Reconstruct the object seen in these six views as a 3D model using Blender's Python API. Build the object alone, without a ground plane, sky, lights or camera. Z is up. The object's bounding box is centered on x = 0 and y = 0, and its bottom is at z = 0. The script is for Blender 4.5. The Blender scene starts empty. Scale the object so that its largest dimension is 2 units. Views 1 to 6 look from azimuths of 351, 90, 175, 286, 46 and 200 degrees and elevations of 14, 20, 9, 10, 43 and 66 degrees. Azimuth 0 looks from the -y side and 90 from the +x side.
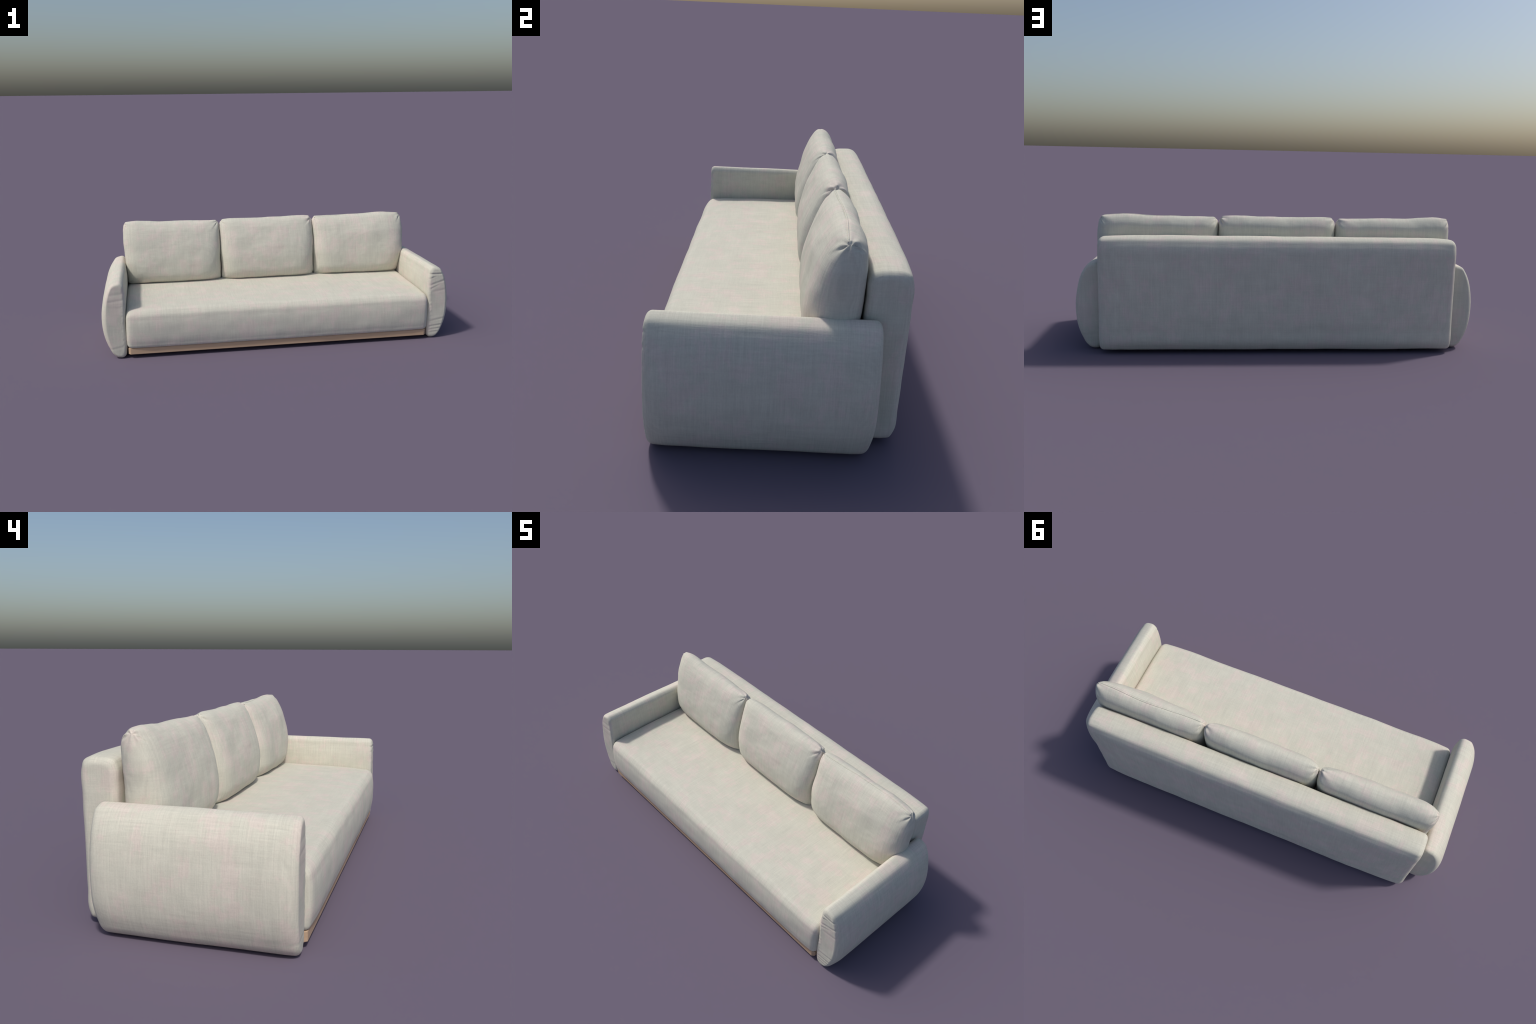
"""Three-seat upholstered sofa: seat block on a wooden plinth, backrest slab,
two D-shaped bulging armrests and three loose pillow-like back cushions."""
import bpy, math
from mathutils import Vector, noise

# ------------------------------------------------------------------ helpers
def catmull(points, per_span):
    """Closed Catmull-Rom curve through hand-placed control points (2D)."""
    n, out = len(points), []
    for i in range(n):
        p0, p1, p2, p3 = (points[(i + k) % n] for k in (-1, 0, 1, 2))
        # centripetal-ish tangents limited by neighbouring span length
        def tang(a, b, c):
            la, lb = math.dist(a, b), math.dist(b, c)
            return [((b[k]-a[k])/max(la, 1e-6)*lb + (c[k]-b[k])/max(lb, 1e-6)*la)/(la+lb) for k in (0, 1)]
        d = math.dist(p1, p2)
        t1, t2 = tang(p0, p1, p2), tang(p1, p2, p3)
        for j in range(per_span):
            t = j / per_span
            h = (2*t**3-3*t**2+1, t**3-2*t**2+t, -2*t**3+3*t**2, t**3-t**2)
            out.append(tuple(h[0]*p1[k]+h[1]*d*t1[k]+h[2]*p2[k]+h[3]*d*t2[k] for k in (0, 1)))
    return out

def resample(curve, count):
    """Even arc-length resampling of a closed 2D curve."""
    n = len(curve)
    seg = [math.dist(curve[i], curve[(i+1) % n]) for i in range(n)]
    total, out, i, acc = sum(seg), [], 0, 0.0
    for k in range(count):
        target = total * k / count
        while i < n-1 and acc + seg[i] < target:
            acc += seg[i]; i += 1
        t = (target-acc)/max(seg[i], 1e-9)
        a, b = curve[i], curve[(i+1) % n]
        out.append((a[0]+(b[0]-a[0])*t, a[1]+(b[1]-a[1])*t))
    return out

def interp(x, table):
    """Smooth 1D interpolation through (x, value) control pairs."""
    if x <= table[0][0]: return table[0][1]
    for (xa, a), (xb, b) in zip(table, table[1:]):
        if x <= xb:
            t = (x-xa)/(xb-xa); t = t*t*(3-2*t)
            return a+(b-a)*t
    return table[-1][1]

def make_object(name, verts, faces, material, parent):
    mesh = bpy.data.meshes.new(name)
    mesh.from_pydata([tuple(v) for v in verts], [], faces)
    mesh.polygons.foreach_set("use_smooth", [True]*len(mesh.polygons))
    mesh.materials.append(material)
    mesh.update()
    obj = bpy.data.objects.new(name, mesh)
    bpy.context.scene.collection.objects.link(obj)
    obj.parent = parent
    return obj

def displace(obj, height):
    """Move every vertex along its normal by height(co, normal)."""
    mesh = obj.data
    normals = [v.normal.copy() for v in mesh.vertices]
    for v, n in zip(mesh.vertices, normals):
        v.co += n * height(v.co, n)
    mesh.update()

def rounded_sweep(section, start, end, radius, steps, cap_rings, place):
    """Sweep a closed 2D section from start to end along an axis, with rounded
    rims and gridded flat caps. place(axis, a, b) -> 3D point."""
    n = len(section)
    ca = (min(p[0] for p in section)+max(p[0] for p in section))/2
    cb = (min(p[1] for p in section)+max(p[1] for p in section))/2
    ha, hb = max(p[0] for p in section)-ca, max(p[1] for p in section)-cb
    inset = lambda d: [(ca+(p[0]-ca)*(1-d/ha), cb+(p[1]-cb)*(1-d/hb)) for p in section]
    rings, arc = [], 8
    flat = inset(radius)
    for k in range(1, cap_rings+1):                      # flat cap, centre to rim
        s = k/cap_rings
        rings.append((start, [(ca+(p[0]-ca)*s, cb+(p[1]-cb)*s) for p in flat]))
    for k in range(1, arc+1):                            # rounded rim
        ang = math.pi/2*k/arc
        rings.append((start+radius*(1-math.cos(ang)), inset(radius*(1-math.sin(ang)))))
    inner0, inner1 = start+radius, end-radius
    for k in range(1, steps):
        rings.append((inner0+(inner1-inner0)*k/steps, section))
    mirrored = [(end-(ax-start), ring) for ax, ring in rings[:cap_rings+arc]]
    rings += mirrored[::-1]
    verts, faces = [place(start, ca, cb)], []
    for ax, ring in rings:
        verts += [place(ax, a, b) for a, b in ring]
    verts.append(place(end, ca, cb))
    last = len(verts)-1
    for i in range(n):
        j = (i+1) % n
        faces.append((0, 1+j, 1+i))
        for r in range(len(rings)-1):
            o, p = 1+r*n, 1+(r+1)*n
            faces.append((o+i, o+j, p+j, p+i))
        o = 1+(len(rings)-1)*n
        faces.append((last, o+i, o+j))
    # make faces point outward
    v = [Vector(q) for q in verts]
    vol = sum(v[f[0]].dot(v[f[1]].cross(v[f[2]]))+(v[f[0]].dot(v[f[2]].cross(v[f[3]])) if len(f) == 4 else 0) for f in faces)
    if vol < 0: faces = [f[::-1] for f in faces]
    return verts, faces

def wobble(co, scale, seed):
    return noise.noise(Vector((co.x*scale+seed, co.y*scale-seed*1.7, co.z*scale+seed*0.3)))

# ---------------------------------------------------------------- materials
def fabric(name, weights, seed):
    """Woven linen: fine streaks along x, y, z with given weights, pale
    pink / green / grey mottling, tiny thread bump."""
    m = bpy.data.materials.new(name); m.use_nodes = True
    nt = m.node_tree; N, L = nt.nodes, nt.links
    bsdf = N["Principled BSDF"]
    coord = N.new("ShaderNodeTexCoord")
    def tex(scale_vec, scale, detail=2.0, rough=0.5):
        mp = N.new("ShaderNodeMapping"); mp.inputs["Scale"].default_value = scale_vec
        mp.inputs["Location"].default_value = (seed*1.3, seed*0.7, seed*2.1)
        t = N.new("ShaderNodeTexNoise"); t.inputs["Scale"].default_value = scale
        t.inputs["Detail"].default_value = detail; t.inputs["Roughness"].default_value = rough
        L.new(coord.outputs["Object"], mp.inputs["Vector"]); L.new(mp.outputs[0], t.inputs["Vector"])
        return t
    def math_node(op, a, b, c=None):
        n = N.new("ShaderNodeMath"); n.operation = op
        for k, q in enumerate((a, b, c)):
            if q is None: continue
            if isinstance(q, (int, float)): n.inputs[k].default_value = q
            else: L.new(q, n.inputs[k])
        return n.outputs[0]
    # large soft hue patches
    warm, cool, pale = (0.642, 0.583, 0.512, 1), (0.598, 0.588, 0.498, 1), (0.610, 0.588, 0.501, 1)
    patch = tex((1, 1, 0.8), 12.0, 5.0, 0.65)
    ramp = N.new("ShaderNodeValToRGB")
    e = ramp.color_ramp.elements
    e[0].position, e[0].color = 0.42, cool
    e[1].position, e[1].color = 0.57, warm
    mid = e.new(0.52); mid.color = pale
    L.new(patch.outputs["Fac"], ramp.inputs["Fac"])
    # thread streaks on the three axes
    total = None
    for axis, w in enumerate(weights):
        if w == 0: continue
        fine = [14.0]*3; fine[axis] = 330.0
        slub = [3.0]*3; slub[axis] = 110.0
        f = math_node("SUBTRACT", tex(fine, 1.0, 1.0).outputs["Fac"], 0.5)
        s = math_node("SUBTRACT", tex(slub, 1.0, 2.0).outputs["Fac"], 0.5)
        both = math_node("MULTIPLY", math_node("MULTIPLY_ADD", s, 0.6, f), w)
        total = both if total is None else math_node("ADD", total, both)
    grain = math_node("SUBTRACT", tex((1, 1, 1), 210.0, 2.0, 0.6).outputs["Fac"], 0.5)
    total = math_node("MULTIPLY_ADD", grain, 0.8, total)
    factor = math_node("MULTIPLY_ADD", total, 0.20, 1.0)
    mul = N.new("ShaderNodeVectorMath"); mul.operation = "SCALE"
    L.new(ramp.outputs["Color"], mul.inputs[0]); L.new(factor, mul.inputs["Scale"])
    L.new(mul.outputs[0], bsdf.inputs["Base Color"])
    bsdf.inputs["Roughness"].default_value = 0.95
    bsdf.inputs["Specular IOR Level"].default_value = 0.15
    bump = N.new("ShaderNodeBump"); bump.inputs["Strength"].default_value = 0.25
    bump.inputs["Distance"].default_value = 0.0012
    L.new(total, bump.inputs["Height"]); L.new(bump.outputs[0], bsdf.inputs["Normal"])
    return m

def wood(name):
    m = bpy.data.materials.new(name); m.use_nodes = True
    nt = m.node_tree; N, L = nt.nodes, nt.links
    bsdf = N["Principled BSDF"]
    coord = N.new("ShaderNodeTexCoord")
    mp = N.new("ShaderNodeMapping"); mp.inputs["Scale"].default_value = (2.5, 60, 60)
    t = N.new("ShaderNodeTexNoise"); t.inputs["Scale"].default_value = 1.6; t.inputs["Detail"].default_value = 4
    ramp = N.new("ShaderNodeValToRGB"); e = ramp.color_ramp.elements
    e[0].position, e[0].color = 0.3, (0.49, 0.34, 0.22, 1)
    e[1].position, e[1].color = 0.75, (0.55, 0.39, 0.26, 1)
    L.new(coord.outputs["Object"], mp.inputs["Vector"]); L.new(mp.outputs[0], t.inputs["Vector"])
    L.new(t.outputs["Fac"], ramp.inputs["Fac"]); L.new(ramp.outputs["Color"], bsdf.inputs["Base Color"])
    bsdf.inputs["Roughness"].default_value = 0.6
    return m

linen_seat = fabric("linen_seat", (1.0, 0.55, 0.5), 1.0)
linen_back = fabric("linen_back", (0.9, 0.8, 0.55), 4.0)
linen_arm = fabric("linen_arm", (0.8, 1.0, 0.5), 7.0)
linen_cushion = fabric("linen_cushion", (1.0, 0.5, 0.5), 11.0)
oak = wood("pale_oak")

# ---------------------------------------------------------------- the sofa
sofa = bpy.data.objects.new("sofa", None)
bpy.context.scene.collection.objects.link(sofa)
sofa["label"] = "three-seat off-white linen sofa with rounded bulging armrests"
sofa["category"] = "sofa"

# seat block: (y, z) section swept along x
SEAT_END = 0.8672
seat_section = resample(catmull([
    (-0.372, 0.060), (-0.3775, 0.085), (-0.382, 0.150), (-0.3805, 0.220), (-0.376, 0.250), (-0.359, 0.270),
    (-0.315, 0.278), (-0.200, 0.284), (0.0, 0.2875), (0.200, 0.288), (0.256, 0.284), (0.262, 0.200),
    (0.262, 0.062), (0.256, 0.056), (0.0, 0.0545), (-0.350, 0.0545)], 24), 300)
def place_seat(x, y, z):
    u = min(abs(x)/SEAT_END, 1)
    if z > 0.15: z -= 0.009*u**10*(z-0.15)/0.13           # top sinks towards the arms
    if y < 0: y -= (0.005+0.008*max(0, 1-((z-0.15)/0.11)**2))*(1-u**12)*min(1, -y/0.3)   # front bows out
    return (x, y, z)
seat = make_object("seat", *rounded_sweep(seat_section, -SEAT_END, SEAT_END, 0.028, 150, 30, place_seat), linen_seat, sofa)
displace(seat, lambda c, n: 0.0022*wobble(c, 5.5, 3.1)+0.0010*wobble(c, 15, 8.2) if c.z > 0.07 else 0)

# wooden plinth under the front and sides of the seat
def chamfer_box(x, y0, y1, z0, z1, c):
    plan = [(-x+c, y0), (x-c, y0), (x, y0+c), (x, y1), (-x, y1), (-x, y0+c)]
    verts = [(p[0], p[1], z0) for p in plan]+[(p[0], p[1], z1) for p in plan]
    k = len(plan)
    return verts, [tuple(range(k))[::-1], tuple(range(k, 2*k))]+[(i, (i+1) % k, k+(i+1) % k, k+i) for i in range(k)]
plinth = make_object("plinth", *chamfer_box(0.860, -0.3735, 0.248, 0.021, 0.0565, 0.012), oak, sofa)
for p in plinth.data.polygons: p.use_smooth = False
bev = plinth.modifiers.new("soft_edges", "BEVEL"); bev.width = 0.0025; bev.segments = 2

# backrest slab: (y, z) section swept along x
BACK_END = 0.8685
back_section = resample(catmull([
    (0.262, 0.018), (0.253, 0.028), (0.250, 0.120), (0.249, 0.300), (0.250, 0.480), (0.253, 0.545), (0.262, 0.562), (0.278, 0.568),
    (0.315, 0.572), (0.350, 0.570), (0.370, 0.559), (0.3765, 0.537), (0.377, 0.450), (0.375, 0.300),
    (0.373, 0.120), (0.369, 0.036), (0.360, 0.019), (0.345, 0.0155), (0.300, 0.0155)], 20), 260)
def place_back(x, y, z):
    u = min(abs(x)/BACK_END, 1)
    if y > 0.31: y += 0.019*(1-u**10)*(y-0.31)/0.065*max(0, 1-abs((z-0.29)/0.285)**5)
    z -= 0.010*u**14*min(1, max(0, (z-0.2)/0.36))
    return (x, y, z)
backrest = make_object("backrest", *rounded_sweep(back_section, -BACK_END, BACK_END, 0.024, 140, 24, place_back), linen_back, sofa)
displace(backrest, lambda c, n: 0.0020*wobble(c, 5, 1.4)+0.0009*wobble(c, 17, 6.2))

# armrests: D-shaped (x, z) section swept along y, mirrored for the other side
arm_section = resample(catmull([
    (0.8680, 0.040), (0.8675, 0.200), (0.8680, 0.388), (0.8735, 0.415), (0.8880, 0.4285), (0.913, 0.4270), (0.9345, 0.4180),
    (0.950, 0.396), (0.969, 0.356), (0.986, 0.300), (0.9960, 0.245), (0.9975, 0.200), (0.993, 0.150),
    (0.981, 0.098), (0.965, 0.057), (0.946, 0.023), (0.925, 0.006), (0.905, 0.0015), (0.884, 0.004), (0.8725, 0.016)], 18), 380)
def arm_builder(side):
    def place(y, x, z):
        h = max(0.0, 1-((z-0.21)/0.235)**2)
        t = (y+0.034)/0.327
        f = (1-t)/2
        a = min(1, abs(t))
        outer = max(0, (x-0.89)/0.1)
        x += (0.016 if z > 0.21 else 0.007)*(1-a**6)*outer*((z-0.21)/0.16)**2*max(0, 1-((z-0.215)/0.215)**4)
        x -= 0.013*max(0, (a-0.82)/0.18)**2*outer*(1.0 if z < 0.25 else max(0.3, 1-(z-0.25)*5))
        y += (-0.003*f+0.0005*(1-f))*h-0.012*(1-f)*max(0, 1-z/0.13)**1.5
        return (side*x, y, z)
    return place
def crease(t, width):                                     # sharp valley with soft lips
    return -math.exp(-(t/width)**2)+0.45*math.exp(-((t-2.0*width)/(1.5*width))**2)
# height, slant, x start, x end, depth, width of each gather on the arm front
creases_strong = [(0.388, 0.00, 0.868, 0.945, 0.0038, 0.0040), (0.377, 0.35, 0.860, 0.905, 0.0022, 0.004),
                  (0.335, 0.32, 0.875, 0.985, 0.0020, 0.0065), (0.318, 0.45, 0.870, 0.930, 0.0013, 0.005),
                  (0.286, 0.15, 0.900, 0.990, 0.0010, 0.007), (0.110, 0.18, 0.880, 0.985, 0.0014, 0.006),
                  (0.075, 0.12, 0.875, 0.970, 0.0018, 0.0045), (0.055, 0.10, 0.875, 0.950, 0.0016, 0.004), (0.037, 0.05, 0.88, 0.94, 0.0016, 0.004)]
creases_soft = [(0.365, -0.1, 0.875, 0.960, 0.0008, 0.008), (0.328, -0.12, 0.870, 0.960, 0.0011, 0.007),
                (0.290, 0.05, 0.870, 0.930, 0.0006, 0.007), (0.060, -0.2, 0.880, 0.960, 0.0010, 0.007)]
def arm_relief(side, creases, seed):
    def height(c, n):
        d = 0.0014*wobble(c, 6, seed)+0.0004*wobble(c, 21, seed+3)
        front = max(0.0, -n.y)
        if c.y < -0.30 and front > 0.1:
            x = abs(c.x)
            for z0, slant, xa, xb, depth, width in creases:
                mask = 1/(1+math.exp(-(x-xa)/0.006))/(1+math.exp((x-xb)/0.006))
                d += 0.72*front*depth*mask*crease(c.z-z0-slant*(x-0.92), width)
            # puckers along the inner front seam
            d += front*0.0012*math.exp(-((x-0.880)/0.010)**2)*wobble(c, 70, seed)*(1 if c.z < 0.3 else 0.4)
        return d
    return height
for side, creases, seed in ((-1, creases_soft, 2.0), (1, creases_strong, 9.0)):
    arm = make_object("armrest", *rounded_sweep(arm_section, -0.366, 0.2945, 0.018, 90, 45, arm_builder(side)), linen_arm, sofa)
    displace(arm, arm_relief(side, creases, seed))

# loose back cushions: closed (y, z) section lofted along x, pinched to a side seam
SEAM_Y = [(0.28, 0.152), (0.45, 0.168), (0.66, 0.190)]
cushion_section = resample(catmull([
    (0.190, 0.6590), (0.163, 0.648), (0.140, 0.622), (0.118, 0.578), (0.086, 0.480), (0.074, 0.395), (0.080, 0.328), (0.098, 0.299),
    (0.125, 0.286), (0.165, 0.283), (0.210, 0.286), (0.235, 0.308), (0.245, 0.400), (0.2495, 0.500),
    (0.252, 0.575), (0.246, 0.622), (0.221, 0.650)], 20), 420)
CUSHIONS = [  # x left edge by height, x right edge by height, top tilt, corner pleats, seed
    dict(left=[(0.28, -0.862), (0.40, -0.872), (0.56, -0.880), (0.66, -0.874)], right=[(0.28, -0.289), (0.45, -0.2865), (0.60, -0.2875), (0.66, -0.293)],
         top=[(-1, 0.003), (-0.75, 0.005), (-0.1, -0.004), (0.6, -0.005), (1, -0.004)], seed=1.0, piping=False),
    dict(left=[(0.28, -0.282), (0.45, -0.2885), (0.60, -0.288), (0.66, -0.284)], right=[(0.28, 0.300), (0.45, 0.303), (0.60, 0.301), (0.66, 0.296)],
         top=[(-1, -0.003), (-0.6, -0.003), (0.1, -0.005), (0.8, 0.003), (1, 0.0)], seed=5.0, piping=False),
    dict(left=[(0.28, 0.307), (0.45, 0.301), (0.60, 0.301), (0.66, 0.305)], right=[(0.28, 0.862), (0.44, 0.896), (0.56, 0.897), (0.66, 0.885)],
         top=[(-1, -0.003), (-0.4, -0.004), (0.2, -0.002), (0.6, 0.003), (1, 0.0)], seed=9.0, piping=True)]

def pinch(u, power):
    return max(0.05, max(0.0, 1-abs(u)**power)**0.47)

def cushion_point(c, u, y, z):
    k = min(max((z-0.28)/0.38, 0), 1)
    corner = abs(u)**10
    z_new = z+interp(u, c["top"])*k**2-0.004*corner*k**6+0.004*corner*(1-k)**4
    z_new -= 0.010*math.exp(-((abs(u)-1)/0.022)**2)*k**8
    xl, xr = interp(z_new, c["left"]), interp(z_new, c["right"])
    round_off = 0.006*(abs(2*k-1)**16)                     # corners drawn in
    xl, xr = xl+round_off, xr-round_off
    ys = interp(z_new, SEAM_Y)
    f = pinch(u, 12 if y > ys else 8-4*max(0, 1-k/0.4))   # back stays full, low front corners gather
    thin = 0.92+0.08*(1-abs(u)**3)                         # fullest in the middle
    return ((xl+xr)/2+u*(xr-xl)/2, ys+(y-ys)*f*thin, z_new)

def cushion_relief(c, corners):
    seed = c["seed"]
    def height(co, n):
        d = 0.0045*wobble(co, 6.5, seed)+0.0022*wobble(co, 14, seed+2)+0.0006*wobble(co, 40, seed)
        for corner, sx, sz, amp, reach, folds in corners:
            v = co-corner
            r = v.length
            if r > reach*2.5: continue
            across = v.x*sx*0.7071-v.z*sz*0.7071           # along the edge around the corner
            ang = math.atan2(v.y, abs(across)+0.004)+(0.35 if across > 0 else -0.2)
            fade = math.exp(-(r/reach)**2)*r/(r+0.010)
            d += amp*fade*math.sin(folds*ang+seed+corner.x*9)
            if sz > 0:                                     # sewn tucks either side of the seam
                for side in (-1, 1):
                    px, py, pz = v.x+0.000*sx, v.y-side*0.026, v.z+0.012
                    along = py*side*0.8-pz*0.6
                    cross = py*side*0.6+pz*0.8
                    near = math.exp(-(px/0.018)**2-(along/0.017)**2)
                    d += near*(-0.0055*math.exp(-(cross/0.0045)**2)+0.0030*math.exp(-((cross-0.009)/0.006)**2))
        if c["piping"] and n.y < 0: d += 0.011*math.exp(-((co.x-0.66)/0.13)**2-((co.z-0.56)/0.06)**2)
        if c["piping"] and n.z > 0.3 and co.z > 0.6:
            d -= 0.0025*math.exp(-((co.y-0.190-0.006*math.sin(co.x*11+1))/0.005)**2)
        return d
    return height

NU = 120
for c in CUSHIONS:
    us = [math.sin(math.pi/2*(-1+2*i/NU)*0.999) for i in range(NU+1)]
    us = [math.copysign(abs(u)**0.9, u) for u in us]
    us[0], us[-1] = -1.0, 1.0
    verts, faces, n = [], [], len(cushion_section)
    for u in us:
        verts += [cushion_point(c, u, y, z) for y, z in cushion_section]
    for i in range(NU):
        for j in range(n):
            k = (j+1) % n
            faces.append((i*n+j, i*n+k, (i+1)*n+k, (i+1)*n+j))
    for base, flip in ((0, False), (NU*n, True)):         # narrow end strips between front and back
        for j in range(n//2):
            ids = [base+j, base+(n-j) % n, base+n-j-1, base+j+1]
            ids = [q for i, q in enumerate(ids) if q not in ids[:i]]
            if len(ids) > 2: faces.append(tuple(ids[::-1] if flip else ids))
    v3 = [Vector(q)-Vector(verts[0]) for q in verts]
    if sum(v3[f[0]].dot(v3[f[1]].cross(v3[f[2]])) for f in faces) < 0: faces = [f[::-1] for f in faces]
    cushion = make_object("back_cushion", verts, faces, linen_cushion, sofa)
    top_z, low_z = 0.645, 0.295
    corners = []
    for sx, table in ((-1, c["left"]), (1, c["right"])):
        for sz, z, amp, reach, folds in ((1, top_z, 0.0036, 0.050, 6), (-1, low_z, 0.0030, 0.045, 5)):
            corners.append((Vector((interp(z, table)-sx*0.006, interp(z, SEAM_Y), z)), sx, sz, amp, reach, folds))
    displace(cushion, cushion_relief(c, corners))
    # sewn seam: raised welt along the top, following the displaced surface
    if c["piping"]:
        from mathutils.bvhtree import BVHTree
        tree = BVHTree.FromPolygons([v.co for v in cushion.data.vertices], [p.vertices for p in cushion.data.polygons])
        path, x = [], c["left"][-1][1]+0.010
        while x < c["right"][-1][1]-0.012:
            hit = tree.ray_cast(Vector((x, 0.190+0.006*math.sin(x*11+1), 0.8)), Vector((0, 0, -1)))[0]
            if hit: path.append(hit)
            x += 0.004
        smooth = [sum((path[min(max(i+o, 0), len(path)-1)] for o in (-1, 0, 1)), Vector())/3 for i in range(len(path))]
        rv, rf, sides, rad = [], [], 10, 0.0026
        for p in smooth:
            for s in range(sides):
                a = math.tau*s/sides
                rv.append((p.x, p.y+rad*math.cos(a), p.z+0.0006+rad*math.sin(a)))
        for i in range(len(smooth)-1):
            for s in range(sides):
                t = (s+1) % sides
                rf.append((i*sides+s, i*sides+t, (i+1)*sides+t, (i+1)*sides+s))
        rf += [tuple(range(sides)), tuple((len(smooth)-1)*sides+s for s in range(sides))[::-1]]
        make_object("seam_welt", rv, rf, linen_cushion, cushion)
